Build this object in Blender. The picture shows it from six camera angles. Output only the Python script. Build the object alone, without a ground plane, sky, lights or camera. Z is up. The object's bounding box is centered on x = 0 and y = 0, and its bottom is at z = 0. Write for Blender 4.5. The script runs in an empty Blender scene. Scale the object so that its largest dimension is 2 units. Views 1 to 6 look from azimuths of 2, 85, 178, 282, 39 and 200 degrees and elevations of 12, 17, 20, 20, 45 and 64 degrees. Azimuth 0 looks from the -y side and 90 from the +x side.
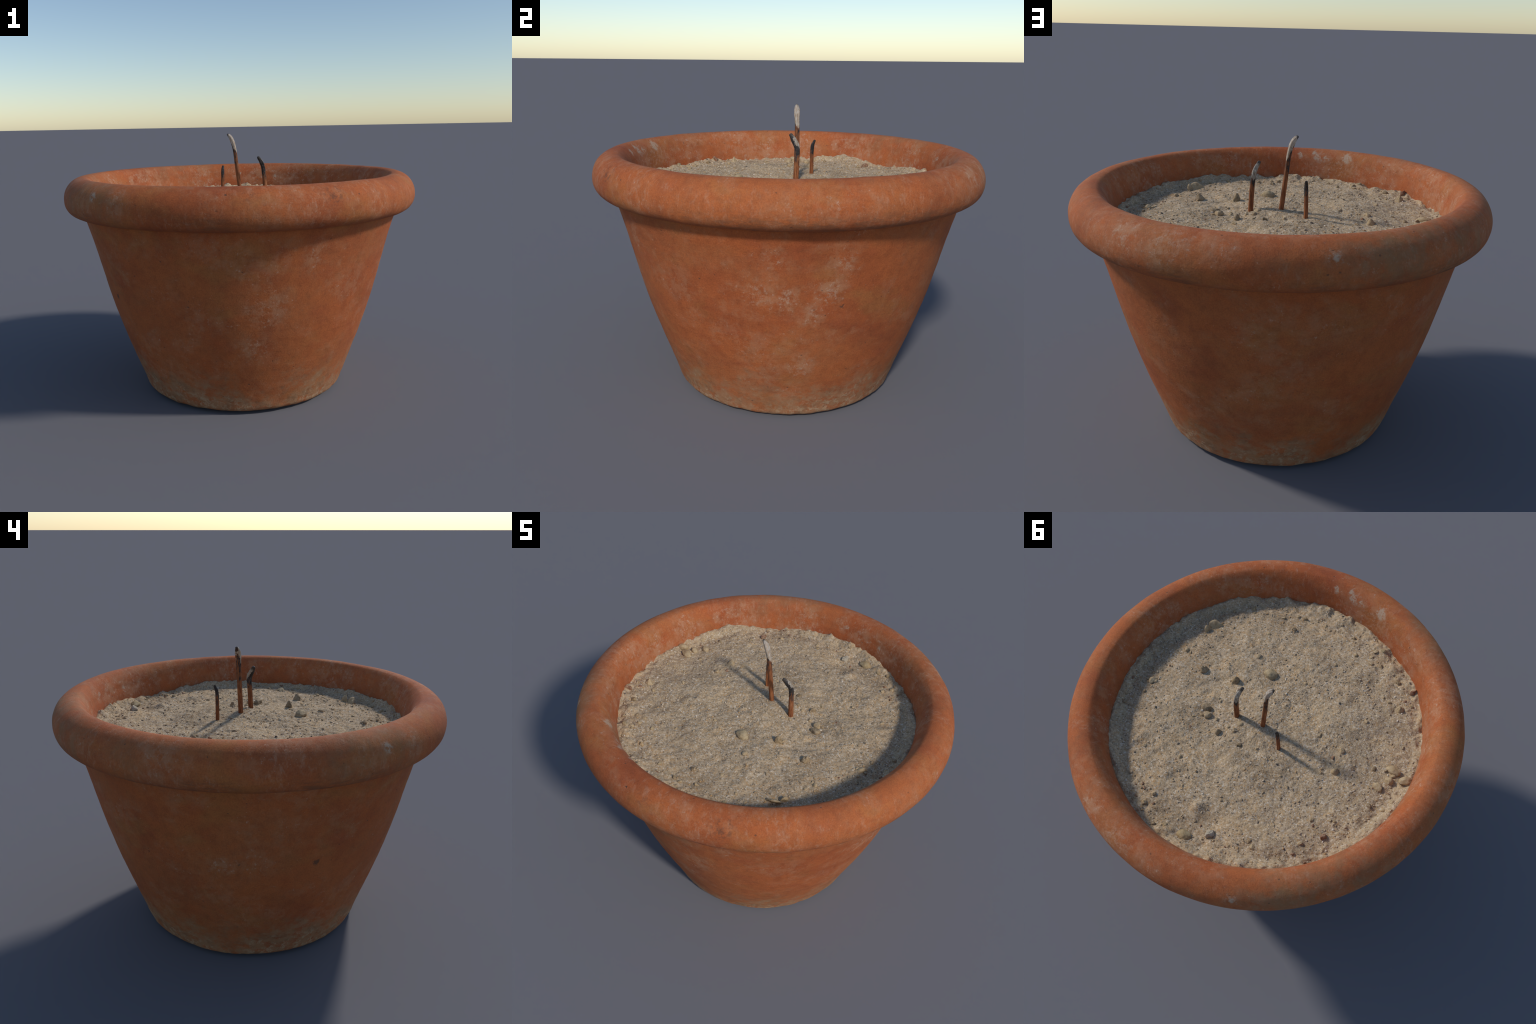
import bpy, bmesh, math, random
import numpy as np
from mathutils import Vector, Euler, noise

random.seed(7)
rng = np.random.default_rng(7)
TAU = 2 * math.pi


# ------------------------------------------------------------------ helpers
def link(o, parent=None):
    bpy.context.scene.collection.objects.link(o)
    if parent is not None:
        o.parent = parent
    return o


def mesh_from(name, verts, faces, smooth=True):
    me = bpy.data.meshes.new(name)
    me.from_pydata([tuple(v) for v in verts], [], [tuple(f) for f in faces])
    me.update()
    me.polygons.foreach_set("use_smooth", [smooth] * len(me.polygons))
    return me


def smooth01(x, a, b):
    t = np.clip((x - a) / (b - a), 0, 1)
    return t * t * (3 - 2 * t)


def fbm(p, f, octaves=3, off=0.0):
    return noise.fractal(Vector((p[0] * f + off, p[1] * f - off, p[2] * f + off)), 0.9, 2.1, octaves)


class Nodes:
    """Small wrapper that makes node graphs readable."""

    def __init__(self, name):
        self.mat = bpy.data.materials.new(name)
        self.mat.use_nodes = True
        self.nt = self.mat.node_tree
        self.nt.nodes.clear()
        self.out = self.nt.nodes.new("ShaderNodeOutputMaterial")
        self.bsdf = self.nt.nodes.new("ShaderNodeBsdfPrincipled")
        self.nt.links.new(self.bsdf.outputs[0], self.out.inputs[0])
        self.co = self.nt.nodes.new("ShaderNodeTexCoord").outputs["Object"]

    def put(self, sock, v):
        if isinstance(v, bpy.types.NodeSocket):
            self.nt.links.new(v, sock)
        elif v is not None:
            if isinstance(v, (tuple, list)) and len(v) == 3 and sock.type == "RGBA":
                v = (*v, 1.0)
            sock.default_value = v

    def math(self, op, a, b=None, c=None, clamp=False):
        n = self.nt.nodes.new("ShaderNodeMath")
        n.operation, n.use_clamp = op, clamp
        for s, v in zip(n.inputs, (a, b, c)):
            self.put(s, v)
        return n.outputs[0]

    def vmath(self, op, a, b=None, scale=None):
        n = self.nt.nodes.new("ShaderNodeVectorMath")
        n.operation = op
        self.put(n.inputs[0], a)
        self.put(n.inputs[1], b)
        if scale is not None:
            self.put(n.inputs["Scale"], scale)
        return n.outputs["Value"] if op in ("LENGTH", "DISTANCE", "DOT_PRODUCT") else n.outputs[0]

    def stretch(self, scale, loc=(0, 0, 0), v=None):
        n = self.nt.nodes.new("ShaderNodeMapping")
        self.put(n.inputs["Vector"], v or self.co)
        n.inputs["Scale"].default_value = scale
        n.inputs["Location"].default_value = loc
        return n.outputs[0]

    def noise(self, scale, detail=4.0, rough=0.55, v=None, colour=False, distortion=0.0):
        n = self.nt.nodes.new("ShaderNodeTexNoise")
        self.put(n.inputs["Vector"], v or self.co)
        n.inputs["Scale"].default_value = scale
        n.inputs["Detail"].default_value = detail
        n.inputs["Roughness"].default_value = rough
        n.inputs["Distortion"].default_value = distortion
        return n.outputs["Color" if colour else "Fac"]

    def voronoi(self, scale, v=None, out="Distance", rand=1.0):
        n = self.nt.nodes.new("ShaderNodeTexVoronoi")
        self.put(n.inputs["Vector"], v or self.co)
        n.inputs["Scale"].default_value = scale
        n.inputs["Randomness"].default_value = rand
        return n.outputs[out]

    def step(self, x, a, b, lo=0.0, hi=1.0):
        n = self.nt.nodes.new("ShaderNodeMapRange")
        n.interpolation_type = "SMOOTHSTEP"
        self.put(n.inputs["Value"], x)
        for k, v in (("From Min", a), ("From Max", b), ("To Min", lo), ("To Max", hi)):
            self.put(n.inputs[k], v)
        return n.outputs[0]

    def mix(self, fac, a, b, mode="MIX"):
        n = self.nt.nodes.new("ShaderNodeMix")
        n.data_type, n.blend_type = "RGBA", mode
        n.clamp_factor = True
        self.put(n.inputs[0], fac)
        self.put(n.inputs[6], a)
        self.put(n.inputs[7], b)
        return n.outputs[2]

    def ramp(self, x, stops, constant=False):
        n = self.nt.nodes.new("ShaderNodeValToRGB")
        self.put(n.inputs[0], x)
        cr = n.color_ramp
        cr.interpolation = "CONSTANT" if constant else "LINEAR"
        while len(cr.elements) < len(stops):
            cr.elements.new(0.5)
        for e, (p, c) in zip(cr.elements, stops):
            e.position, e.color = p, (*c, 1.0)
        return n.outputs[0]

    def sep(self, v=None):
        n = self.nt.nodes.new("ShaderNodeSeparateXYZ")
        self.put(n.inputs[0], v or self.co)
        return n.outputs

    def bump(self, height, strength=0.5, distance=0.002, normal=None):
        n = self.nt.nodes.new("ShaderNodeBump")
        n.inputs["Strength"].default_value = strength
        n.inputs["Distance"].default_value = distance
        self.put(n.inputs["Height"], height)
        if normal is not None:
            self.put(n.inputs["Normal"], normal)
        return n.outputs[0]

    def spots(self, where, spots, inner=0.35, outer=1.15):
        """Largest of a set of soft round marks: (x, y, z, radius[, weight])."""
        total = None
        for x, y, z, r, *w in spots:
            d = self.vmath("DISTANCE", where, (x, y, z))
            m = self.step(d, r * inner, r * outer, w[0] if w else 1.0, 0.0)
            total = m if total is None else self.math("MAXIMUM", total, m)
        return total

    def done(self, colour, rough=0.9, normal=None, spec=0.25):
        self.put(self.bsdf.inputs["Base Color"], colour)
        self.put(self.bsdf.inputs["Roughness"], rough)
        self.bsdf.inputs["Specular IOR Level"].default_value = spec
        if normal is not None:
            self.put(self.bsdf.inputs["Normal"], normal)
        return self.mat


# ------------------------------------------------------------------ materials
def terracotta():
    n = Nodes("terracotta")
    z = n.sep()[2]
    wob = n.vmath("SCALE", n.vmath("SUBTRACT", n.noise(11, 4, 0.65, colour=True), (0.5, 0.5, 0.5)), scale=0.13)
    wp = n.vmath("ADD", n.co, wob)                       # warped position: ragged patch outlines

    # fired clay: broad drifts between orange, red-brown and ochre
    drift = n.noise(1.9, 4, 0.55, distortion=0.6)
    col = n.ramp(drift, [(0.30, (0.312, 0.077, 0.025)), (0.45, (0.390, 0.102, 0.030)),
                         (0.56, (0.408, 0.115, 0.034)), (0.70, (0.332, 0.085, 0.028))])
    ochre = n.step(n.noise(2.7, 4, 0.6, v=n.stretch((1, 1, 1.6), (3.1, 1.7, 5.2))), 0.52, 0.68)
    col = n.mix(n.math("MULTIPLY", ochre, 0.55), col, (0.365, 0.142, 0.043))
    red = n.step(n.noise(4.6, 5, 0.6, v=n.stretch((1, 1, 1.5), (9, 4, 2))), 0.54, 0.70)
    col = n.mix(n.math("MULTIPLY", red, 0.30), col, (0.33, 0.074, 0.030))
    # dull dust rubbed into the clay, in streaky drifts
    dust = n.step(n.noise(2.1, 6, 0.60, v=n.stretch((1, 1, 1.3), (6, 2, 7)), distortion=0.5), 0.42, 0.62)
    dust = n.math("MULTIPLY", dust, n.step(n.noise(26, 6, 0.72), 0.38, 0.60, 0.35, 1))
    col = n.mix(n.math("MULTIPLY", dust, 0.48), col, (0.335, 0.120, 0.045))
    # throwing lines: thin horizontal bands
    lines = n.noise(1.0, 4, 0.65, v=n.stretch((2.2, 2.2, 55)))
    col = n.mix(n.step(lines, 0.55, 0.75, 0, 0.22), col, (0.30, 0.085, 0.030))
    # mottling and fine grain
    mott = n.noise(24, 5, 0.7)
    col = n.mix(0.55, col, n.ramp(mott, [(0.34, (0.76, 0.73, 0.71)), (0.5, (1, 1, 1)), (0.66, (1.14, 1.14, 1.14))]), "MULTIPLY")
    grain = n.noise(170, 3, 0.7)
    col = n.mix(0.40, col, n.ramp(grain, [(0.36, (0.62, 0.60, 0.58)), (0.5, (1, 1, 1)), (0.64, (1.28, 1.28, 1.28))]), "MULTIPLY")

    # lime bloom: pale haze in drifts, denser at the patches seen on the pot
    places = [(0.796, -0.195, 0.729, 0.10), (0.808, -0.082, 0.702, 0.09), (0.791, 0.034, 0.632, 0.08), (0.816, 0.105, 0.738, 0.11),
              (0.846, 0.156, 0.879, 0.09), (0.853, -0.146, 0.901, 0.09, .7), (0.71, -0.202, 0.459, 0.10, .6), (0.699, -0.009, 0.342, 0.11, .9),
              (0.638, -0.053, 0.173, 0.09, .8), (0.603, 0.765, 1.205, 0.12), (0.44, 0.875, 1.2, 0.13), (0.227, 0.95, 1.203, 0.08, .8),
              (-0.169, 0.96, 1.203, 0.07, .8), (-0.292, 0.946, 1.176, 0.11, .7), (-0.539, -0.831, 1.175, 0.10, .9),
              (-0.965, 0.145, 1.203, 0.13, .7), (-0.789, -0.039, 0.623, 0.08, .9), (-0.771, -0.202, 0.649, 0.12, .6),
              (0.174, -0.774, 0.635, 0.16, .8), (0.083, -0.719, 0.411, 0.13, .8), (0.392, -0.766, 0.879, 0.11, .8),
              (-0.816, -0.046, 1.153, 0.11), (-0.797, -0.241, 1.197, 0.13, .9), (-0.797, 0.19, 1.16, 0.12), (-0.62, 0.53, 1.18, 0.15, .8),
              (0.294, 0.761, 1.146, 0.16, .9), (0.06, 0.81, 1.16, 0.16, .9), (-0.30, 0.76, 1.16, 0.15, .8), (0.584, 0.607, 1.214, 0.11, .8),
              (-0.42, -0.736, 1.222, 0.09, .8), (-0.234, -0.806, 1.18, 0.16, .6), (0.25, -0.79, 1.13, 0.14, .6), (0.60, -0.57, 1.15, 0.14, .5),
              (0.997, 0.065, 1.127, 0.10, .7), (0.993, -0.117, 1.128, 0.12, .6), (0.70, -0.70, 1.12, 0.12, .6)]
    patch = n.spots(wp, places, 0.2, 1.25)
    drift2 = n.noise(3.6, 5, 0.62, v=n.stretch((1, 1, 1.25), (5, 8, 1)), distortion=0.4)
    xyz = n.sep()
    rr = n.math("SQRT", n.math("ADD", n.math("MULTIPLY", xyz[0], xyz[0]), n.math("MULTIPLY", xyz[1], xyz[1])))
    mouth = n.math("MULTIPLY", n.step(rr, 0.835, 0.875, 1, 0), n.step(z, 1.03, 1.06))     # salts collect above the sand line
    mouth = n.math("MULTIPLY", mouth, n.step(n.noise(5.5, 4, 0.6, v=n.stretch((1, 1, 0.8), (3, 7, 2))), 0.44, 0.58, 0.15, 1.0))
    patch = n.math("MAXIMUM", patch, n.math("MULTIPLY", mouth, 0.80))
    bloom = n.math("MAXIMUM", patch, n.step(drift2, 0.46, 0.62, 0, 0.7))
    haze = n.math("MULTIPLY", bloom, n.step(n.noise(16, 7, 0.74), 0.42, 0.60))
    haze = n.math("MULTIPLY", haze, n.math("ADD", 0.44, n.math("MULTIPLY", patch, 0.22)))
    col = n.mix(haze, col, (0.44, 0.222, 0.120))
    fl = n.noise(50, 8, 0.80, v=n.vmath("ADD", n.co, n.vmath("SCALE", wob, scale=0.12)))
    thr = n.math("SUBTRACT", 0.622, n.math("ADD", n.math("MULTIPLY", bloom, 0.085), n.math("MULTIPLY", patch, 0.035)))
    fleck = n.step(n.math("SUBTRACT", fl, thr), -0.01, 0.13)
    col = n.mix(n.math("MULTIPLY", fleck, 0.50), col, (0.55, 0.385, 0.275))
    # wiped strokes of lime running over the roll of the rim
    ang = n.math("ARCTAN2", xyz[1], xyz[0])
    cv = n.nt.nodes.new("ShaderNodeCombineXYZ")
    n.put(cv.inputs[0], n.math("MULTIPLY", ang, 44.0))
    n.put(cv.inputs[1], n.math("MULTIPLY", z, 20.0))
    n.put(cv.inputs[2], n.math("MULTIPLY", rr, 22.0))
    wipe = n.step(n.noise(1.0, 8, 0.78, v=cv.outputs[0], distortion=0.4), 0.48, 0.68)
    wipe = n.math("MULTIPLY", wipe, n.math("MULTIPLY", n.step(z, 1.03, 1.08), n.step(n.noise(4.2, 4, 0.6, v=n.stretch((1, 1, 1), (8, 3, 3))), 0.42, 0.60)))
    col = n.mix(n.math("MULTIPLY", wipe, 0.40), col, (0.50, 0.300, 0.195))
    # loose pin-head salt crystals
    pin = n.step(n.voronoi(60), 0.05, 0.12, 1, 0)
    pin = n.math("MULTIPLY", pin, n.step(n.noise(7, 3, 0.6, v=n.stretch((1, 1, 1), (2, 2, 9))), 0.52, 0.62))
    col = n.mix(n.math("MULTIPLY", pin, 0.45), col, (0.55, 0.42, 0.34))

    # grey-white lime chips inside the mouth and on the rim
    chips = n.spots(n.vmath("ADD", n.co, n.vmath("SCALE", wob, scale=0.8)),
                    [(-0.251, -0.802, 1.205, 0.036), (-0.232, -0.82, 1.222, 0.024), (-0.134, -0.829, 1.212, 0.022), (-0.30, -0.78, 1.205, 0.022),
                     (-0.42, -0.736, 1.222, 0.026), (-0.669, -0.724, 1.189, 0.030), (-0.05, 0.83, 1.19, 0.018), (0.20, 0.79, 1.165, 0.018),
                     (-0.169, 0.96, 1.203, 0.020)], 0.5, 1.2)
    chips = n.math("MULTIPLY", chips, n.step(n.noise(52, 6, 0.75), 0.42, 0.52))
    col = n.mix(n.math("MULTIPLY", chips, 0.75), col, (0.47, 0.36, 0.26))

    # grey-green algae film on the weather side of the rim
    film = n.spots(wp, [(-0.345, 0.929, 1.174, 0.20), (-0.621, 0.769, 1.18, 0.24), (-0.50, 0.86, 1.16, 0.20), (-0.78, 0.60, 1.19, 0.18, .8),
                        (-0.80, -0.58, 1.17, 0.18, .8), (-0.62, -0.76, 1.16, 0.18, .8), (-0.93, 0.30, 1.15, 0.16, .6), (0.02, 0.98, 1.13, 0.13, .5)], 0.3, 1.1)
    film = n.math("MULTIPLY", film, n.step(n.noise(9, 6, 0.7), 0.38, 0.62))
    col = n.mix(n.math("MULTIPLY", film, 0.50), col, (0.215, 0.140, 0.070))

    # splashed soil and lime band at the foot, ragged upper edge
    edge = n.math("ADD", z, n.math("MULTIPLY", n.math("SUBTRACT", n.noise(4.6, 7, 0.70), 0.5), 0.80))
    foot = n.step(edge, 0.09, 0.27, 1, 0)
    foot = n.math("MULTIPLY", foot, n.step(n.noise(15, 7, 0.72, v=n.stretch((1, 1, 1.5))), 0.40, 0.54, 0.15, 1.0))
    col = n.mix(n.math("MULTIPLY", foot, 0.74), col, (0.335, 0.190, 0.100))
    soot = n.math("MULTIPLY", n.step(edge, 0.10, 0.30, 1, 0), n.step(n.noise(10, 6, 0.7, v=n.stretch((1, 1, 1.6), (4, 4, 1))), 0.50, 0.62))
    col = n.mix(n.math("MULTIPLY", soot, 0.5), col, (0.20, 0.098, 0.048))
    foot2 = n.math("MULTIPLY", n.step(edge, 0.03, 0.17, 1, 0), n.step(n.noise(30, 6, 0.75), 0.49, 0.60))
    col = n.mix(n.math("MULTIPLY", foot2, 0.62), col, (0.46, 0.325, 0.20))

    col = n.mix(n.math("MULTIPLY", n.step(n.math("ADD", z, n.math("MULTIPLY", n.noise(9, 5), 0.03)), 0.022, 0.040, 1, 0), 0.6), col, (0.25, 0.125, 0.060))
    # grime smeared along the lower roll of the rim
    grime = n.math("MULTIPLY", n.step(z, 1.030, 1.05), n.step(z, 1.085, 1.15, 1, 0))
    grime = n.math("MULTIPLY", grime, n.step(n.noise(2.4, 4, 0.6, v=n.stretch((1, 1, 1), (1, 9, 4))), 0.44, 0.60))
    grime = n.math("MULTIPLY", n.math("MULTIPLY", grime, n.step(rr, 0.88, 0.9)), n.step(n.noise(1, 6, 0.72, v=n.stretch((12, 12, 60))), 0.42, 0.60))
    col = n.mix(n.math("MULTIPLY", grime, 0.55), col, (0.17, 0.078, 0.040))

    # knocks, scorch dots and pinholes
    dark = n.spots(n.vmath("ADD", n.co, n.vmath("SCALE", n.vmath("SUBTRACT", n.noise(55, 4, 0.7, colour=True), (0.5, 0.5, 0.5)), scale=0.05)),
                   [(-0.652, -0.445, 0.622, 0.021, .75), (-0.011, -0.965, 1.217, 0.009, .9), (0.784, 0.164, 0.664, 0.012, .7), (0.816, -0.182, 0.784, 0.011, .6),
                    (-0.786, -0.123, 0.643, 0.012, .6), (-0.70, -0.38, 0.59, 0.010, .6), (0.47, -0.858, 1.200, 0.020, .30), (0.50, -0.845, 1.185, 0.014, .35)], 0.5, 1.0)
    scuff = n.math("MULTIPLY", n.spots(wp, [(0.47, -0.858, 1.2, 0.085), (0.70, -0.25, 0.36, 0.06, .6), (0.10, -0.965, 1.21, 0.06, .5)], 0.2, 1.0),
                   n.step(n.noise(40, 5, 0.7), 0.46, 0.62))
    dark = n.math("MAXIMUM", dark, n.math("MULTIPLY", scuff, 0.6))
    pits = n.math("MULTIPLY", n.step(n.voronoi(21, v=n.stretch((1, 1, 1.2), (1, 7, 3))), 0.07, 0.14, 1, 0), n.step(n.noise(33, 3, 0.6), 0.56, 0.62))
    dark = n.math("MAXIMUM", dark, n.math("MULTIPLY", pits, 0.6))
    col = n.mix(dark, col, (0.085, 0.048, 0.032))

    # surface grain
    h = n.math("ADD", n.math("MULTIPLY", n.noise(120, 5, 0.7), 0.7), n.math("MULTIPLY", n.noise(28, 4, 0.6), 0.9))
    h = n.math("ADD", h, n.math("MULTIPLY", n.math("MAXIMUM", fleck, foot2), 0.18))
    h = n.math("SUBTRACT", h, n.math("MULTIPLY", dark, 0.7))
    h = n.math("ADD", h, n.math("MULTIPLY", lines, 0.5))
    return n.done(col, n.ramp(mott, [(0.3, (0.78,) * 3), (0.7, (0.92,) * 3)]), n.bump(h, 0.55, 0.0035), 0.3)


def grain_colours(n, rnd):
    return n.ramp(rnd, [(0.0, (0.16, 0.13, 0.10)), (0.05, (0.34, 0.25, 0.155)), (0.18, (0.45, 0.335, 0.21)), (0.44, (0.52, 0.40, 0.265)),
                        (0.64, (0.45, 0.285, 0.14)), (0.77, (0.57, 0.455, 0.32)), (0.92, (0.68, 0.59, 0.47))], constant=True)


def sand_material():
    n = Nodes("coarse_sand")
    jit = n.vmath("ADD", n.co, n.vmath("SCALE", n.noise(90, 2, 0.5, colour=True), scale=0.006))
    cells = n.sep(n.voronoi(150, v=jit, out="Color"))[0]
    fine = n.sep(n.voronoi(330, v=jit, out="Color"))[1]
    col = n.mix(0.28, grain_colours(n, cells), grain_colours(n, fine))
    broad = n.noise(5.5, 5, 0.62)
    col = n.mix(0.85, col, n.ramp(broad, [(0.34, (0.73, 0.695, 0.67)), (0.52, (0.97, 0.945, 0.925)), (0.68, (1.11, 1.03, 0.92))]), "MULTIPLY")  # low stop darkened to paint relief shading contrast into the sand
    ochre = n.math("MULTIPLY", n.step(n.noise(9, 4, 0.6, v=n.stretch((1, 1, 1), (4, 2, 6))), 0.52, 0.70), 0.35)
    col = n.mix(ochre, col, (0.52, 0.37, 0.21))
    # the drier sand banked against the wall is warmer
    xyz = n.sep()
    r = n.math("SQRT", n.math("ADD", n.math("MULTIPLY", xyz[0], xyz[0]), n.math("MULTIPLY", xyz[1], xyz[1])))
    rim = n.step(n.math("ADD", r, n.math("MULTIPLY", n.math("SUBTRACT", n.noise(9, 4), 0.5), 0.2)), 0.73, 0.80)
    col = n.mix(n.math("MULTIPLY", rim, 0.28), col, (0.53, 0.39, 0.235))
    specks = n.math("MULTIPLY", n.step(n.voronoi(58, v=jit), 0.09, 0.17, 1, 0), n.step(n.noise(26, 3), 0.50, 0.56))
    col = n.mix(n.math("MULTIPLY", specks, 0.7), col, (0.085, 0.075, 0.068))
    h = n.math("ADD", n.math("MULTIPLY", n.voronoi(150, v=jit), -0.9), n.math("MULTIPLY", n.noise(300, 3, 0.6), 0.5))
    return n.done(col, 0.95, n.bump(h, 0.42, 0.004), 0.15)


def grit_material():
    n = Nodes("sand_grit")
    rnd = n.nt.nodes.new("ShaderNodeNewGeometry").outputs["Random Per Island"]
    col = grain_colours(n, rnd)
    col = n.mix(0.5, col, n.ramp(n.noise(160, 3), [(0.3, (0.75,) * 3), (0.7, (1.2,) * 3)]), "MULTIPLY")
    return n.done(col, 0.9, None, 0.2)


def stone_material(name, a, b, c, dust=0.35):
    n = Nodes(name)
    rnd = n.nt.nodes.new("ShaderNodeObjectInfo").outputs["Random"]
    off = n.vmath("ADD", n.nt.nodes.new("ShaderNodeNewGeometry").outputs["Position"], n.vmath("SCALE", (3.0, 5.0, 7.0), scale=rnd))
    m = n.noise(38, 5, 0.65, v=off)
    col = n.ramp(m, [(0.32, a), (0.50, b), (0.68, c)])
    col = n.mix(0.5, col, n.ramp(n.noise(230, 4, 0.7, v=off), [(0.3, (0.65,) * 3), (0.5, (1,) * 3), (0.7, (1.25,) * 3)]), "MULTIPLY")
    up = n.sep(n.nt.nodes.new("ShaderNodeNewGeometry").outputs["Normal"])[2]
    cling = n.math("MULTIPLY", n.step(n.noise(95, 5, 0.7, v=off), 0.46, 0.60), dust)
    col = n.mix(cling, col, (0.50, 0.385, 0.25))
    return n.done(col, 0.8, n.bump(n.noise(140, 5, 0.65, v=off), 0.5, 0.003), 0.3)


def burnt_wood(name, z_char, z_ash, ash, seed, axis, sooty):
    """Brown split wood, charred above z_char, ash grey above z_ash."""
    n = Nodes(name)
    z = n.sep()[2]
    streak = n.noise(1, 5, 0.65, v=n.stretch((260, 260, 14), (seed, seed, seed)))
    col = n.ramp(streak, [(0.28, (0.075, 0.024, 0.010)), (0.44, (0.20, 0.062, 0.021)), (0.56, (0.33, 0.112, 0.036)), (0.74, (0.40, 0.23, 0.115))])
    rag = n.math("MULTIPLY", n.math("SUBTRACT", n.noise(1, 4, 0.6, v=n.stretch((85, 85, 22), (seed * 2, 0, seed))), 0.5), 0.26)
    zz = n.math("ADD", z, rag)
    scorch = n.step(zz, z_char - 0.07, z_char)
    col = n.mix(n.math("MULTIPLY", scorch, 0.55), col, (0.13, 0.050, 0.022))
    char = n.step(zz, z_char - 0.008, z_char + 0.016)
    black = n.ramp(n.noise(90, 4, 0.7), [(0.35, (0.014, 0.012, 0.012)), (0.58, (0.040, 0.032, 0.030)), (0.75, (0.13, 0.12, 0.125))])
    flake = n.noise(1, 4, 0.7, v=n.stretch((120, 120, 26), (seed, seed * 3, 2)))
    char = n.math("MULTIPLY", char, n.step(flake, 0.62 - 0.5 * sooty, 0.70 - 0.5 * sooty))
    col = n.mix(char, col, black)
    # the pale tone lies on one face: offset from the stick's axis, coordinate = a + b z
    k, a, b, gain = axis
    face = n.math("MULTIPLY", n.math("SUBTRACT", n.sep()[k], n.math("ADD", a, n.math("MULTIPLY", z, b))), gain)
    side = n.math("MULTIPLY", n.noise(1, 3, 0.6, v=n.stretch((75, 75, 12), (seed, 3, 1))), 0.30)
    burnt = n.step(n.math("ADD", n.math("ADD", z, face), n.math("ADD", side, -0.15)), z_ash - 0.006, z_ash + 0.012)
    pale = n.ramp(n.noise(1, 4, 0.7, v=n.stretch((140, 140, 40), (1, seed, 2))), [(0.34, (0.30, 0.20, 0.12)), (0.50, (0.50, 0.42, 0.33)), (0.70, (0.66, 0.61, 0.55))])
    col = n.mix(n.math("MULTIPLY", burnt, ash), col, pale)
    return n, col, z, streak


def stick_material(name, z_char, z_ash, ash, seed, tip, axis, sooty, cap):
    n, col, z, streak = burnt_wood(name, z_char, z_ash, ash, seed, axis, sooty)
    d = n.vmath("DISTANCE", n.co, tip)
    col = n.mix(n.step(d, cap * 0.4, cap, 0.9, 0), col, (0.040, 0.031, 0.026))
    return n.done(col, 0.75, n.bump(streak, 0.6, 0.002), 0.3)


# ------------------------------------------------------------------ pot profile (radius, height)
WALL = np.polynomial.Polynomial.fit([0.0385, 0.30, 0.60, 0.85, 1.018], [0.5960, 0.6885, 0.7825, 0.8452, 0.8925], 4)


def bezier(p0, p1, p2, n):
    t = np.linspace(0, 1, n)[:, None]
    return (1 - t) ** 2 * np.array(p0) + 2 * t * (1 - t) * np.array(p1) + t * t * np.array(p2)


def pot_profile():
    foot = bezier((0.486, 0.0), (0.5822, 0.0), (float(WALL(0.0385)), 0.0385), 14)
    under = np.stack([np.linspace(0.03, 0.486, 24), np.full(24, 0.0)], 1)
    zs = np.linspace(0.0385, 1.022, 118)
    wall = np.stack([WALL(zs), zs], 1)
    rw = float(WALL(1.022))
    nook = bezier((rw + 0.0007, 1.0255), (rw + 0.0025, 1.0385), (rw + 0.0115, 1.0402), 7)      # tight fillet under the rim
    r0, z0, a, lo, up = 0.8935, 1.1327, 0.1068, 0.0923, 0.1150                                 # rolled rim: flattened below, elliptic above
    ang = np.linspace(math.asin(max(0.02, (rw + 0.018 - r0) / a) ** 1.2), math.pi / 2, 34)
    below = np.stack([r0 + a * np.sin(ang) ** (2 / 2.4), z0 - lo * np.cos(ang) ** (2 / 2.4)], 1)
    ang = np.linspace(0, math.pi / 2, 34)[1:]
    above = np.stack([r0 + a * np.cos(ang), z0 + up * np.sin(ang)], 1)
    mouth = [(0.8935, 1.2477), (0.872, 1.2440), (0.855, 1.2310), (0.8425, 1.2160), (0.8335, 1.2000), (0.8265, 1.1820), (0.8220, 1.1640),
             (0.8165, 1.1460), (0.8118, 1.1280), (0.8083, 1.1100), (0.8060, 1.0930), (0.8040, 1.0700), (0.8000, 1.0450)]
    inner = []
    m = [np.array(p) for p in mouth]
    for i in range(len(m) - 1):
        p0, p1, p2, p3 = m[max(i - 1, 0)], m[i], m[i + 1], m[min(i + 2, len(m) - 1)]
        for t in np.linspace(0, 1, 5)[1:]:
            inner.append(0.5 * (2 * p1 + (p2 - p0) * t + (2 * p0 - 5 * p1 + 4 * p2 - p3) * t ** 2 + (3 * p1 - p0 - 3 * p2 + p3) * t ** 3))
    prof = np.vstack([under, foot[1:], wall[1:], nook, below, above, np.array(inner)])
    body_rows = len(under) + len(foot) - 1 + len(wall) - 1 + 3
    return prof, body_rows


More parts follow.
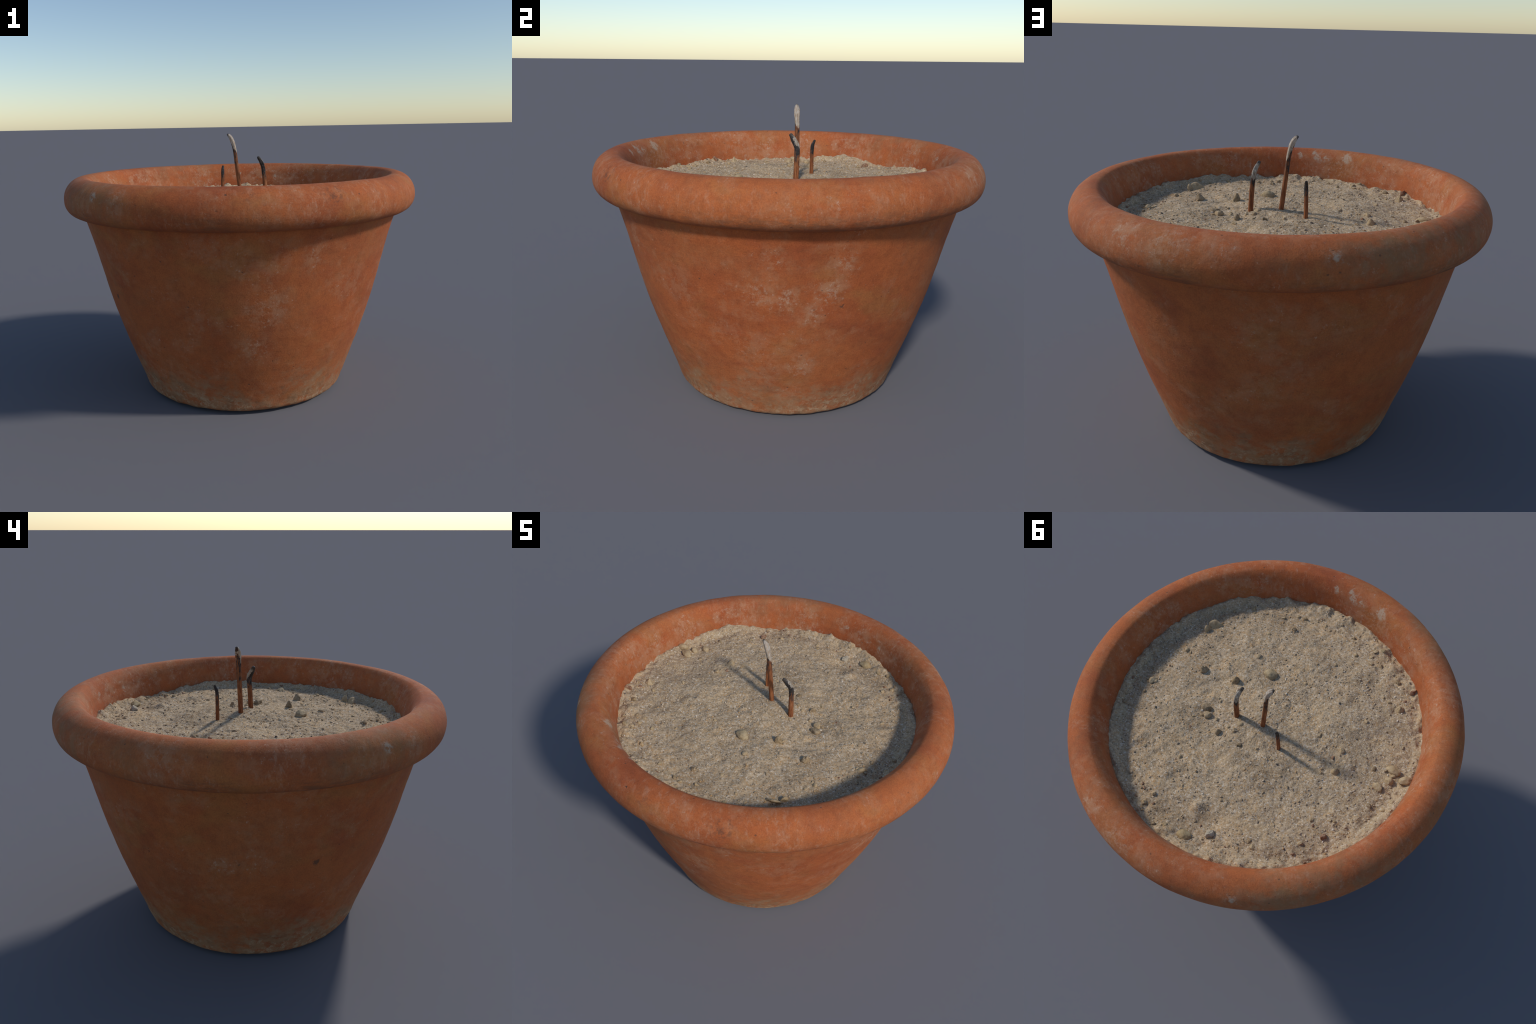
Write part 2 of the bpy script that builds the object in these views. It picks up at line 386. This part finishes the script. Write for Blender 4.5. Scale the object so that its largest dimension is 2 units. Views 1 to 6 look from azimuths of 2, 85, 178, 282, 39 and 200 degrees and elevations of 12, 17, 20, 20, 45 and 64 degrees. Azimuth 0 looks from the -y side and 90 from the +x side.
def build_pot(parent, mat):
    prof, cut = pot_profile()
    na, nr = 600, len(prof)
    d = np.gradient(prof, axis=0)
    nrm = np.stack([d[:, 1], -d[:, 0]], 1) / np.linalg.norm(d, axis=1)[:, None]
    th = np.arange(na) * TAU / na
    verts = np.zeros((nr, na, 3))
    for i, ((r, z), (nx, nz)) in enumerate(zip(prof, nrm)):
        inside = i > nr - 52
        for j, t in enumerate(th):
            c, s = math.cos(t), math.sin(t)
            p = (r * c, r * s, z)
            k = 0.0016 * fbm(p, 2.3, 3) + 0.0007 * noise.noise(Vector((p[0] * 2, p[1] * 2, z * 26 + 4)))
            k += 0.0007 * fbm(p, 11, 2, 5)
            if z < 0.14 and not inside:
                k += 0.0042 * (1 - z / 0.14) * fbm(p, 13, 3, 9)
            if z <= 0.0001:
                k = -abs(k) * min(1.0, r / 0.4)      # the foot only wears inwards
            if z > 1.02:
                k += 0.0012 * fbm(p, 4.5, 2, 2)
            rr, zz = r + k * nx, max(0.0, z + k * nz)
            verts[i, j] = (rr * c, rr * s, zz)
    size = max(np.ptp(verts[..., 0]), np.ptp(verts[..., 1]))
    verts[..., 0] -= (verts[..., 0].max() + verts[..., 0].min()) / 2
    verts[..., 1] -= (verts[..., 1].max() + verts[..., 1].min()) / 2
    verts[..., :2] *= 2.0 / size
    # vertex normals of the whole pot, shared by body and rim
    du = np.roll(verts, -1, 1) - np.roll(verts, 1, 1)
    dv = np.gradient(verts, axis=0)
    N = np.cross(du, dv)
    N /= np.linalg.norm(N, axis=2, keepdims=True) + 1e-12

    def piece(name, a, b, cap):
        rows = verts[a:b + 1]
        vs = rows.reshape(-1, 3)
        ns = N[a:b + 1].reshape(-1, 3)
        fs = []
        for i in range(b - a):
            for j in range(na):
                k = (j + 1) % na
                fs.append((i * na + j, i * na + k, (i + 1) * na + k, (i + 1) * na + j))
        vs, ns = list(vs), list(ns)
        if cap:
            vs.append((0, 0, float(rows[0, :, 2].mean())))
            ns.append((0, 0, -1))
            fs += [(len(vs) - 1, (j + 1) % na, j) for j in range(na)]
        me = mesh_from(name, vs, fs)
        me.normals_split_custom_set_from_vertices([tuple(x) for x in ns])
        me.materials.append(mat)
        return link(bpy.data.objects.new(name, me), parent)

    return piece("pot_body", 0, cut, True), piece("rolled_rim", cut, nr - 1, False)


# ------------------------------------------------------------------ sand bed
LEVELS = [(0.0, 0.05, 1.107), (0.149, 0.027, 1.093), (-0.116, 0.146, 1.093), (0.06, -0.26, 1.095), (0.22, -0.16, 1.098), (0.42, -0.19, 1.080),
          (-0.42, 0.18, 1.079), (0.18, 0.71, 1.064), (0.05, 0.66, 1.062), (-0.60, -0.42, 1.076), (0.465, -0.50, 1.072), (0.33, 0.02, 1.072),
          (0.03, -0.60, 1.073), (-0.3, 0.6, 1.072), (-0.65, 0.15, 1.066), (0.55, 0.4, 1.072), (-0.3, -0.3, 1.086), (0.62, -0.05, 1.070), (0.25, 0.35, 1.078)]
BANK = [(-180, 1.078), (-168, 1.070), (-157, 1.083), (-146, 1.098), (-138, 1.066), (-129, 1.072), (-119, 1.084), (-99, 1.088), (-77, 1.090), (-58, 1.108),
        (-34, 1.103), (-8, 1.092), (10, 1.096), (29, 1.110), (45, 1.085), (60, 1.072), (68, 1.092), (84, 1.094), (95, 1.096), (100, 1.102), (113, 1.100),
        (118, 1.088), (128, 1.081), (140, 1.094), (147, 1.113), (155, 1.101), (162, 1.087), (168, 1.079), (180, 1.078)]
MOUNDS = [(0.381, 0.037, .030, .011), (-0.09, -0.781, .040, .016), (-0.227, -0.74, .042, .018), (-0.363, -0.712, .032, .016), (-0.556, -0.49, .048, .018),
          (-0.055, -0.561, .035, .009), (0.161, 0.555, .030, .020), (0.167, 0.753, .030, .014), (0.404, 0.382, .032, .010), (-0.128, 0.777, .034, .014),
          (0.006, 0.771, .05, .016), (0.257, 0.712, .05, .012), (-0.232, 0.627, .07, .010), (-0.633, 0.309, .06, .004), (0.13, 0.10, .07, .006),
          (0.50, 0.08, .15, .019), (-0.35, -0.09, .14, .014), (-0.03, 0.57, .13, .013), (-0.42, 0.45, .12, .009), (0.0, 0.0, .11, .014), (-0.57, 0.38, .10, .014), (-0.48, -0.03, .11, .013), (-0.06, 0.66, .10, .010), (0.56, 0.20, .10, .010), (0.26, 0.02, .05, -.006), (0.47, -0.42, .08, -.006), (-0.45, -0.62, .05, .012), (-0.70, -0.28, .05, .003),
          (0.45, -0.30, .10, .008), (0.25, -0.45, .08, .007), (-0.60, -0.10, .09, -.006), (0.2, 0.25, .12, -.005), (0.05, 0.42, .1, .005)]


def sand_level(x, y):
    x, y = np.asarray(x, float), np.asarray(y, float)
    r = np.hypot(x, y)
    num = den = 0
    for px, py, pz in LEVELS:
        w = np.exp(-((x - px) ** 2 + (y - py) ** 2) / 0.19 ** 2) + 1e-5
        num, den = num + w * pz, den + w
    z = num / den + 0.002
    a = np.degrees(np.arctan2(y, x))
    bank = np.interp(a, [b[0] for b in BANK], [b[1] for b in BANK])
    w = smooth01(r, 0.742, 0.800)
    z = z * (1 - w) + bank * w
    for px, py, s, h in MOUNDS:
        z = z + h * np.exp(-((x - px) ** 2 + (y - py) ** 2) / s ** 2)
    return z


def sand_relief(x, y):
    p = Vector((x, y, 0))
    r = math.hypot(x, y)
    e = min(1.0, max(0.0, (r - 0.66) / 0.13))
    z = 0.0075 * noise.fractal(p * 5.0, 0.8, 2.1, 3) + 0.0058 * noise.fractal(p * 14 + Vector((3, 1, 0)), 0.7, 2.0, 3)
    d, at = noise.voronoi(p * 10 + Vector((2, 5, 0)))           # scattered lumps and finger-tip hollows
    pick = noise.cell(at[0] * 37.0)
    z += (0.009 if pick > 0.1 else -0.006) * max(0.0, 1 - d[0] / 0.34) ** 1.5 * (abs(pick) > 0.35)
    z += e * (0.012 * noise.fractal(p * 13 + Vector((9, 4, 0)), 0.8, 2.0, 3) + 0.008 * noise.noise(p * 31) + 0.004 * noise.noise(p * 62))
    cell = noise.voronoi(p * 130)[0][0]
    z += 0.0023 * (0.35 - cell) + 0.0014 * noise.noise(p * 260)
    return z


def build_sand(parent, mat):
    nr, na, R = 250, 760, 0.811
    rad = R * np.linspace(0.004, 1, nr) ** 0.85
    th = np.arange(na) * TAU / na
    X, Y = np.outer(rad, np.cos(th)), np.outer(rad, np.sin(th))
    Z = sand_level(X, Y)
    for i in range(nr):
        for j in range(na):
            Z[i, j] += sand_relief(X[i, j], Y[i, j])
    verts = np.stack([X, Y, Z], 2).reshape(-1, 3).tolist()
    faces = []
    for i in range(nr - 1):
        for j in range(na):
            k = (j + 1) % na
            faces.append((i * na + j, (i + 1) * na + j, (i + 1) * na + k, i * na + k))
    verts.append((0, 0, float(Z[0].mean())))
    faces += [(len(verts) - 1, j, (j + 1) % na) for j in range(na)]
    me = mesh_from("sand", verts, faces)
    me.materials.append(mat)
    o = bpy.data.objects.new("sand", me)
    return link(o, parent)


# ------------------------------------------------------------------ pebbles and grit
def stone_mesh(name, kind, seed):
    """Unit stone about 1 x 1 x 1, origin in its middle."""
    bm = bmesh.new()
    bmesh.ops.create_icosphere(bm, subdivisions=4, radius=0.5)
    g = random.Random(seed)
    cuts = []
    for _ in range({"egg": 2, "lump": 6, "shard": 9, "peak": 7, "disc": 2}[kind]):
        v = Vector((g.uniform(-1, 1), g.uniform(-1, 1), g.uniform(-0.7, 1))).normalized()
        cuts.append((v, g.uniform(0.30, 0.42) if kind != "shard" else g.uniform(0.24, 0.36)))
    for v in bm.verts:
        p = v.co.copy()
        if kind == "peak":
            up = max(0.0, p.z + 0.1)
            p.x *= 1 - 0.95 * min(1, up) ** 0.9
            p.y *= 1 - 0.95 * min(1, up) ** 0.9
            p.z *= 1.15
        for n, d in cuts:                       # soft planes knock facets into the ball
            over = p.dot(n) - d
            if over > 0:
                p -= n * over * (0.92 if kind in ("shard", "peak") else 0.75)
        q = Vector((seed * 3.1, seed * 1.7, seed * 0.9))
        p *= 1 + (0.15 if kind == 'egg' else 0.26) * noise.noise(v.co * 2.4 + q) + 0.08 * noise.noise(v.co * 6 + q) + 0.02 * noise.noise(v.co * 17 + q)
        v.co = p
    me = bpy.data.meshes.new(name)
    bm.to_mesh(me)
    bm.free()
    me.polygons.foreach_set("use_smooth", [True] * len(me.polygons))
    return me


# x, y, length, width, height, turn (deg), kind, stone, sink (0 sits on, 1 buried), tilt (deg)
PEBBLES = [
    (0.500, -0.458, .038, .018, .050, 55, "disc", "tan", .25, 18), (0.463, -0.501, .072, .017, .056, 19, "disc", "tan", .20, 38),
    (0.417, -0.191, .054, .044, .056, 70, "peak", "grey", .32, 0), (0.226, -0.172, .046, .038, .062, 20, "peak", "brown", .28, 6),
    (0.662, -0.053, .048, .034, .036, 60, "egg", "tan", .45, 0), (0.320, 0.024, .064, .046, .044, 10, "lump", "grey", .40, 0),
    (0.302, 0.064, .044, .040, .040, 0, "egg", "tan", .35, 0), (0.244, 0.075, .022, .020, .020, 0, "lump", "tan", .4, 0),
    (0.114, 0.075, .040, .026, .026, -15, "egg", "tan", .35, 0), (0.211, 0.147, .036, .018, .040, 55, "disc", "grey", .3, 12),
    (0.130, 0.118, .030, .026, .026, 0, "lump", "grey", .4, 0), (0.077, 0.188, .032, .024, .026, 60, "shard", "brown", .35, 0),
    (0.330, -0.388, .022, .020, .020, 0, "shard", "grey", .4, 0), (0.062, -0.264, .076, .058, .056, 165, "egg", "buff", .36, 0),
    (0.030, -0.597, .036, .030, .040, 30, "shard", "grey", .35, 0), (0.000, -0.693, .030, .026, .030, 0, "shard", "grey", .4, 0),
    (-0.298, -0.640, .028, .026, .028, 0, "shard", "tan", .4, 0), (-0.602, -0.423, .036, .028, .040, 20, "shard", "brown", .35, 0),
    (-0.686, -0.379, .044, .034, .044, 60, "shard", "clay", .35, 0), (-0.645, -0.265, .050, .042, .052, 0, "peak", "tan", .32, 0),
    (-0.581, -0.294, .028, .022, .022, 0, "lump", "tan", .4, 0), (-0.426, -0.590, .024, .020, .022, 0, "shard", "grey", .5, 0),
    (0.175, 0.713, .074, .052, .048, 170, "egg", "ochre", .38, 0), (0.052, 0.669, .062, .046, .058, 75, "shard", "white", .34, 0),
    (0.334, 0.704, .022, .020, .020, 0, "lump", "grey", .4, 0), (0.424, 0.613, .030, .026, .026, 0, "lump", "tan", .4, 0),
    (-0.427, 0.063, .038, .034, .034, 0, "shard", "tan", .38, 0), (-0.420, 0.179, .044, .040, .046, 20, "peak", "tan", .32, 0),
    (-0.694, 0.083, .080, .046, .046, 160, "egg", "tan", .38, 0), (-0.686, 0.144, .044, .040, .042, 0, "egg", "tan", .36, 0),
    (-0.645, 0.195, .058, .040, .044, 150, "egg", "tan", .38, 0), (-0.765, 0.121, .072, .044, .044, 20, "egg", "tan", .38, 0),
    (-0.465, 0.520, .044, .032, .046, 80, "shard", "clay", .34, 10), (-0.016, 0.180, .024, .018, .018, 0, "lump", "tan", .4, 0),
    (-0.117, 0.393, .020, .016, .010, 60, "shard", "grey", .5, 0), (-0.208, 0.393, .018, .014, .010, 20, "shard", "grey", .5, 0),
    (-0.127, 0.298, .018, .016, .010, 0, "shard", "grey", .5, 0), (-0.152, 0.467, .022, .014, .010, 40, "shard", "grey", .5, 0),
    (-0.356, 0.254, .013, .012, .010, 0, "lump", "grey", .5, 0), (-0.415, 0.670, .018, .012, .012, 0, "lump", "clay", .4, 0),
    (0.128, -0.02, .020, .018, .016, 0, "lump", "tan", .4, 0), (0.166, 0.105, .022, .02, .02, 0, "lump", "tan", .4, 0),
]


def build_pebbles(parent):
    mats = {
        "tan": stone_material("tan_pebble", (0.31, 0.205, 0.105), (0.44, 0.31, 0.165), (0.53, 0.40, 0.24), 0.6),
        "grey": stone_material("grey_pebble", (0.19, 0.125, 0.066), (0.30, 0.207, 0.112), (0.42, 0.31, 0.18), 0.55),
        "brown": stone_material("brown_pebble", (0.13, 0.085, 0.045), (0.27, 0.185, 0.095), (0.38, 0.27, 0.15), 0.3),
        "buff": stone_material("buff_pebble", (0.31, 0.215, 0.112), (0.39, 0.285, 0.155), (0.45, 0.35, 0.205), 0.35),
        "ochre": stone_material("ochre_pebble", (0.29, 0.200, 0.095), (0.38, 0.275, 0.14), (0.43, 0.335, 0.20), 0.25),
        "white": stone_material("white_pebble", (0.14, 0.11, 0.08), (0.45, 0.375, 0.27), (0.58, 0.51, 0.40), 0.3),
        "clay": stone_material("clay_chip", (0.15, 0.065, 0.035), (0.24, 0.115, 0.065), (0.34, 0.20, 0.12), 0.35),
    }
    shapes = {k: [stone_mesh("pebble_" + k, k, i * 5 + s) for i in range(3)] for s, k in enumerate(("egg", "lump", "shard", "peak", "disc"))}
    for i, (x, y, l, w, h, turn, kind, stone, sink, tilt) in enumerate(PEBBLES):
        o = bpy.data.objects.new("pebble", shapes[kind][i % 3])
        link(o, parent)
        if not o.data.materials:
            o.data.materials.append(mats[stone])
        o.material_slots[0].link = "OBJECT"
        o.material_slots[0].material = mats[stone]
        z = float(sand_level(x, y)) + h * (0.5 - min(0.5, sink + 0.07)) + 0.6 * sand_relief(x, y)
        o.location = (x, y, z)
        o.scale = (l, w, h)
        o.rotation_euler = Euler((math.radians(tilt), math.radians(random.uniform(-6, 6)), math.radians(turn)))

    small = [shapes[k][i] for k in ("lump", "shard", "egg") for i in range(3)]
    made = 0
    while made < 190:                            # small half-sunk lumps, denser near the wall and among the big ones
        r, t = 0.785 * math.sqrt(random.random()), TAU * random.random()
        x, y = r * math.cos(t), r * math.sin(t)
        near = math.exp(-((x - 0.20) ** 2 + (y - 0.08) ** 2) / 0.02) + math.exp(-((x + 0.62) ** 2 + (y - 0.20) ** 2) / 0.02)
        if random.random() > 0.22 + 0.9 * near + (0.40 if r > 0.62 else 0.0) + 0.6 * noise.noise(Vector((x * 4, y * 4, 7))):
            continue
        o = bpy.data.objects.new("pebble", small[made % 9])
        link(o, parent)
        o.material_slots[0].link = "OBJECT"
        o.material_slots[0].material = mats[random.choice(("tan", "tan", "tan", "tan", "buff", "tan", "grey", "grey", "clay"))]
        s = 0.009 + 0.017 * random.random() ** 2
        o.scale = (s * random.uniform(1.0, 1.5), s, s * random.uniform(0.7, 1.0))
        o.location = (x, y, float(sand_level(x, y)) + sand_relief(x, y) + s * random.uniform(-0.10, 0.15))
        o.rotation_euler = Euler((random.uniform(-.4, .4), random.uniform(-.4, .4), TAU * random.random()))
        made += 1


def build_grit(parent, mat, count=3600):
    phi = (1 + 5 ** 0.5) / 2
    ico = np.array([(-1, phi, 0), (1, phi, 0), (-1, -phi, 0), (1, -phi, 0), (0, -1, phi), (0, 1, phi), (0, -1, -phi), (0, 1, -phi),
                    (phi, 0, -1), (phi, 0, 1), (-phi, 0, -1), (-phi, 0, 1)]) / 1.9
    tri = np.array([(0, 11, 5), (0, 5, 1), (0, 1, 7), (0, 7, 10), (0, 10, 11), (1, 5, 9), (5, 11, 4), (11, 10, 2), (10, 7, 6), (7, 1, 8),
                    (3, 9, 4), (3, 4, 2), (3, 2, 6), (3, 6, 8), (3, 8, 9), (4, 9, 5), (2, 4, 11), (6, 2, 10), (8, 6, 7), (9, 8, 1)])
    V, F = [], []
    done = 0
    while done < count:
        r, t = 0.795 * math.sqrt(rng.random()), TAU * rng.random()
        x, y = r * math.cos(t), r * math.sin(t)
        clump = noise.noise(Vector((x * 5, y * 5, 2))) + (0.25 if r > 0.68 else 0.0)
        if rng.random() > 0.45 + 0.8 * clump:
            continue
        s = 0.0014 + 0.0046 * rng.random() ** 3.6
        sh = ico * s * (0.75 + 0.5 * rng.random((12, 1))) * np.array([1.3, 0.9, 0.75])
        a = TAU * rng.random()
        c, q = math.cos(a), math.sin(a)
        sh = sh @ np.array([[c, q, 0], [-q, c, 0], [0, 0, 1]])
        z = float(sand_level(x, y)) + sand_relief(x, y) + s * 0.25
        F.append(tri + 12 * done)
        V.append(sh + (x, y, z))
        done += 1
    me = mesh_from("sand_grit", np.vstack(V).tolist(), np.vstack(F).tolist(), smooth=False)
    me.materials.append(mat)
    o = bpy.data.objects.new("sand_grit", me)
    o["kind"] = "stuff"
    return link(o, parent)


# ------------------------------------------------------------------ burnt stubs
def catmull(pts, per):
    pts = [Vector(p) for p in pts]
    out = []
    for i in range(len(pts) - 1):
        p0, p1, p2, p3 = pts[max(i - 1, 0)], pts[i], pts[i + 1], pts[min(i + 2, len(pts) - 1)]
        for k in range(per):
            t = k / per
            out.append(0.5 * (2 * p1 + (p2 - p0) * t + (2 * p0 - 5 * p1 + 4 * p2 - p3) * t * t + (3 * p1 - p0 - 3 * p2 + p3) * t ** 3))
    out.append(pts[-1])
    return out


def build_stub(parent, spine, widths, flats, turn, seed, mat):
    """Split-wood stub swept along its spine: squarish section, shrivelled tip."""
    line = catmull(spine, 14)
    ws = np.interp(np.linspace(0, 1, len(line)), np.linspace(0, 1, len(widths)), widths)
    fl = np.interp(np.linspace(0, 1, len(line)), np.linspace(0, 1, len(flats)), flats)
    na = 28
    verts, faces = [], []
    for i, p in enumerate(line):
        tan = (line[min(i + 1, len(line) - 1)] - line[max(i - 1, 0)]).normalized()
        side = Vector((math.cos(turn), math.sin(turn), 0))
        side = (side - tan * side.dot(tan)).normalized()
        other = tan.cross(side)
        for j in range(na):
            t = TAU * j / na
            c, s = math.cos(t), math.sin(t)
            k = (abs(c) ** 3.4 + abs(s) ** 3.4) ** (-1 / 3.4)          # rounded square
            k *= 1 + 0.07 * math.cos(5 * t + seed)                      # split-grain ridges
            q = p + side * c + other * s
            char = max(0.0, (i / len(line) - 0.55) / 0.45)
            k *= 1 + 0.05 * noise.noise(Vector((c * 2 + seed, s * 2, p.z * 14))) + char * (0.26 * noise.noise(Vector((c * 1.6, s * 1.6 + seed, p.z * 55))) + 0.10 * noise.noise(Vector((c * 4, s * 4 + seed, p.z * 190))))
            verts.append(p + (side * c + other * s * fl[i]) * (ws[i] * 0.5 * k))
    for i in range(len(line) - 1):
        for j in range(na):
            k = (j + 1) % na
            faces.append((i * na + j, i * na + k, (i + 1) * na + k, (i + 1) * na + j))
    last = len(line) - 1
    tan = (line[-1] - line[-2]).normalized()
    verts.append(line[-1] + tan * widths[-1] * 0.28)
    faces += [(last * na + j, last * na + (j + 1) % na, len(verts) - 1) for j in range(na)]
    me = mesh_from("burnt_stick", verts, faces)
    me.materials.append(mat)
    return link(bpy.data.objects.new("burnt_stick", me), parent)


# ------------------------------------------------------------------ assemble
pot = bpy.data.objects.new("terracotta_pot", None)
link(pot)
pot["label"] = "weathered terracotta pot of sand holding three burnt sticks"
pot["category"] = "flower pot"

build_pot(pot, terracotta())
sand = build_sand(pot, sand_material())
build_pebbles(sand)
build_grit(sand, grit_material())

build_stub(pot, [(0.007, 0.048, 1.05), (0.000, 0.049, 1.105), (-0.017, 0.050, 1.25), (-0.029, 0.051, 1.36), (-0.039, 0.050, 1.412), (-0.053, 0.051, 1.447), (-0.071, 0.052, 1.467)],
           [.023, .023, .0225, .022, .021, .020, .021, .023, .0225, .018, .010], [1.05, 1.05, 1.08, 1.1, 1.12, 1.12, 1.15, 1.28, 1.25, 1.1, 1.0], 0.12, 1.3,
           stick_material("pale_tipped_wood", 1.300, 1.425, 0.75, 3.0, (-0.073, 0.052, 1.470), (0, 0.5014, -0.39, 8.5), 0.30, 0.016))
build_stub(pot, [(0.152, 0.026, 1.04), (0.149, 0.027, 1.09), (0.143, 0.031, 1.20), (0.136, 0.033, 1.268), (0.126, 0.019, 1.303), (0.108, 0.001, 1.334)],
           [.0245, .0245, .024, .0235, .023, .0225, .022, .022, .021, .018, .014], [1.05, 1.05, 1.05, 1.05, 1.08, 1.1, 1.2, 1.35, 1.3, 1.2, 1.1], 0.10, 2.1,
           stick_material("charred_wood", 1.225, 1.305, 0.60, 7.0, (0.110, 0.003, 1.337), (1, 0.6375, -0.476, 6.0), 0.8, 0.030))
build_stub(pot, [(-0.117, 0.146, 1.04), (-0.116, 0.146, 1.09), (-0.1145, 0.146, 1.18), (-0.113, 0.147, 1.24), (-0.112, 0.153, 1.262), (-0.111, 0.160, 1.277)],
           [.0185, .0185, .018, .018, .018, .0175, .017, .016, .014, .012, .010], [0.97], 0.6, 4.2,
           stick_material("blackened_wood", 1.205, 1.40, 0.0, 11.0, (-0.111, 0.160, 1.279), (0, 0.0, 0.0, 0.0), 0.7, 0.018))
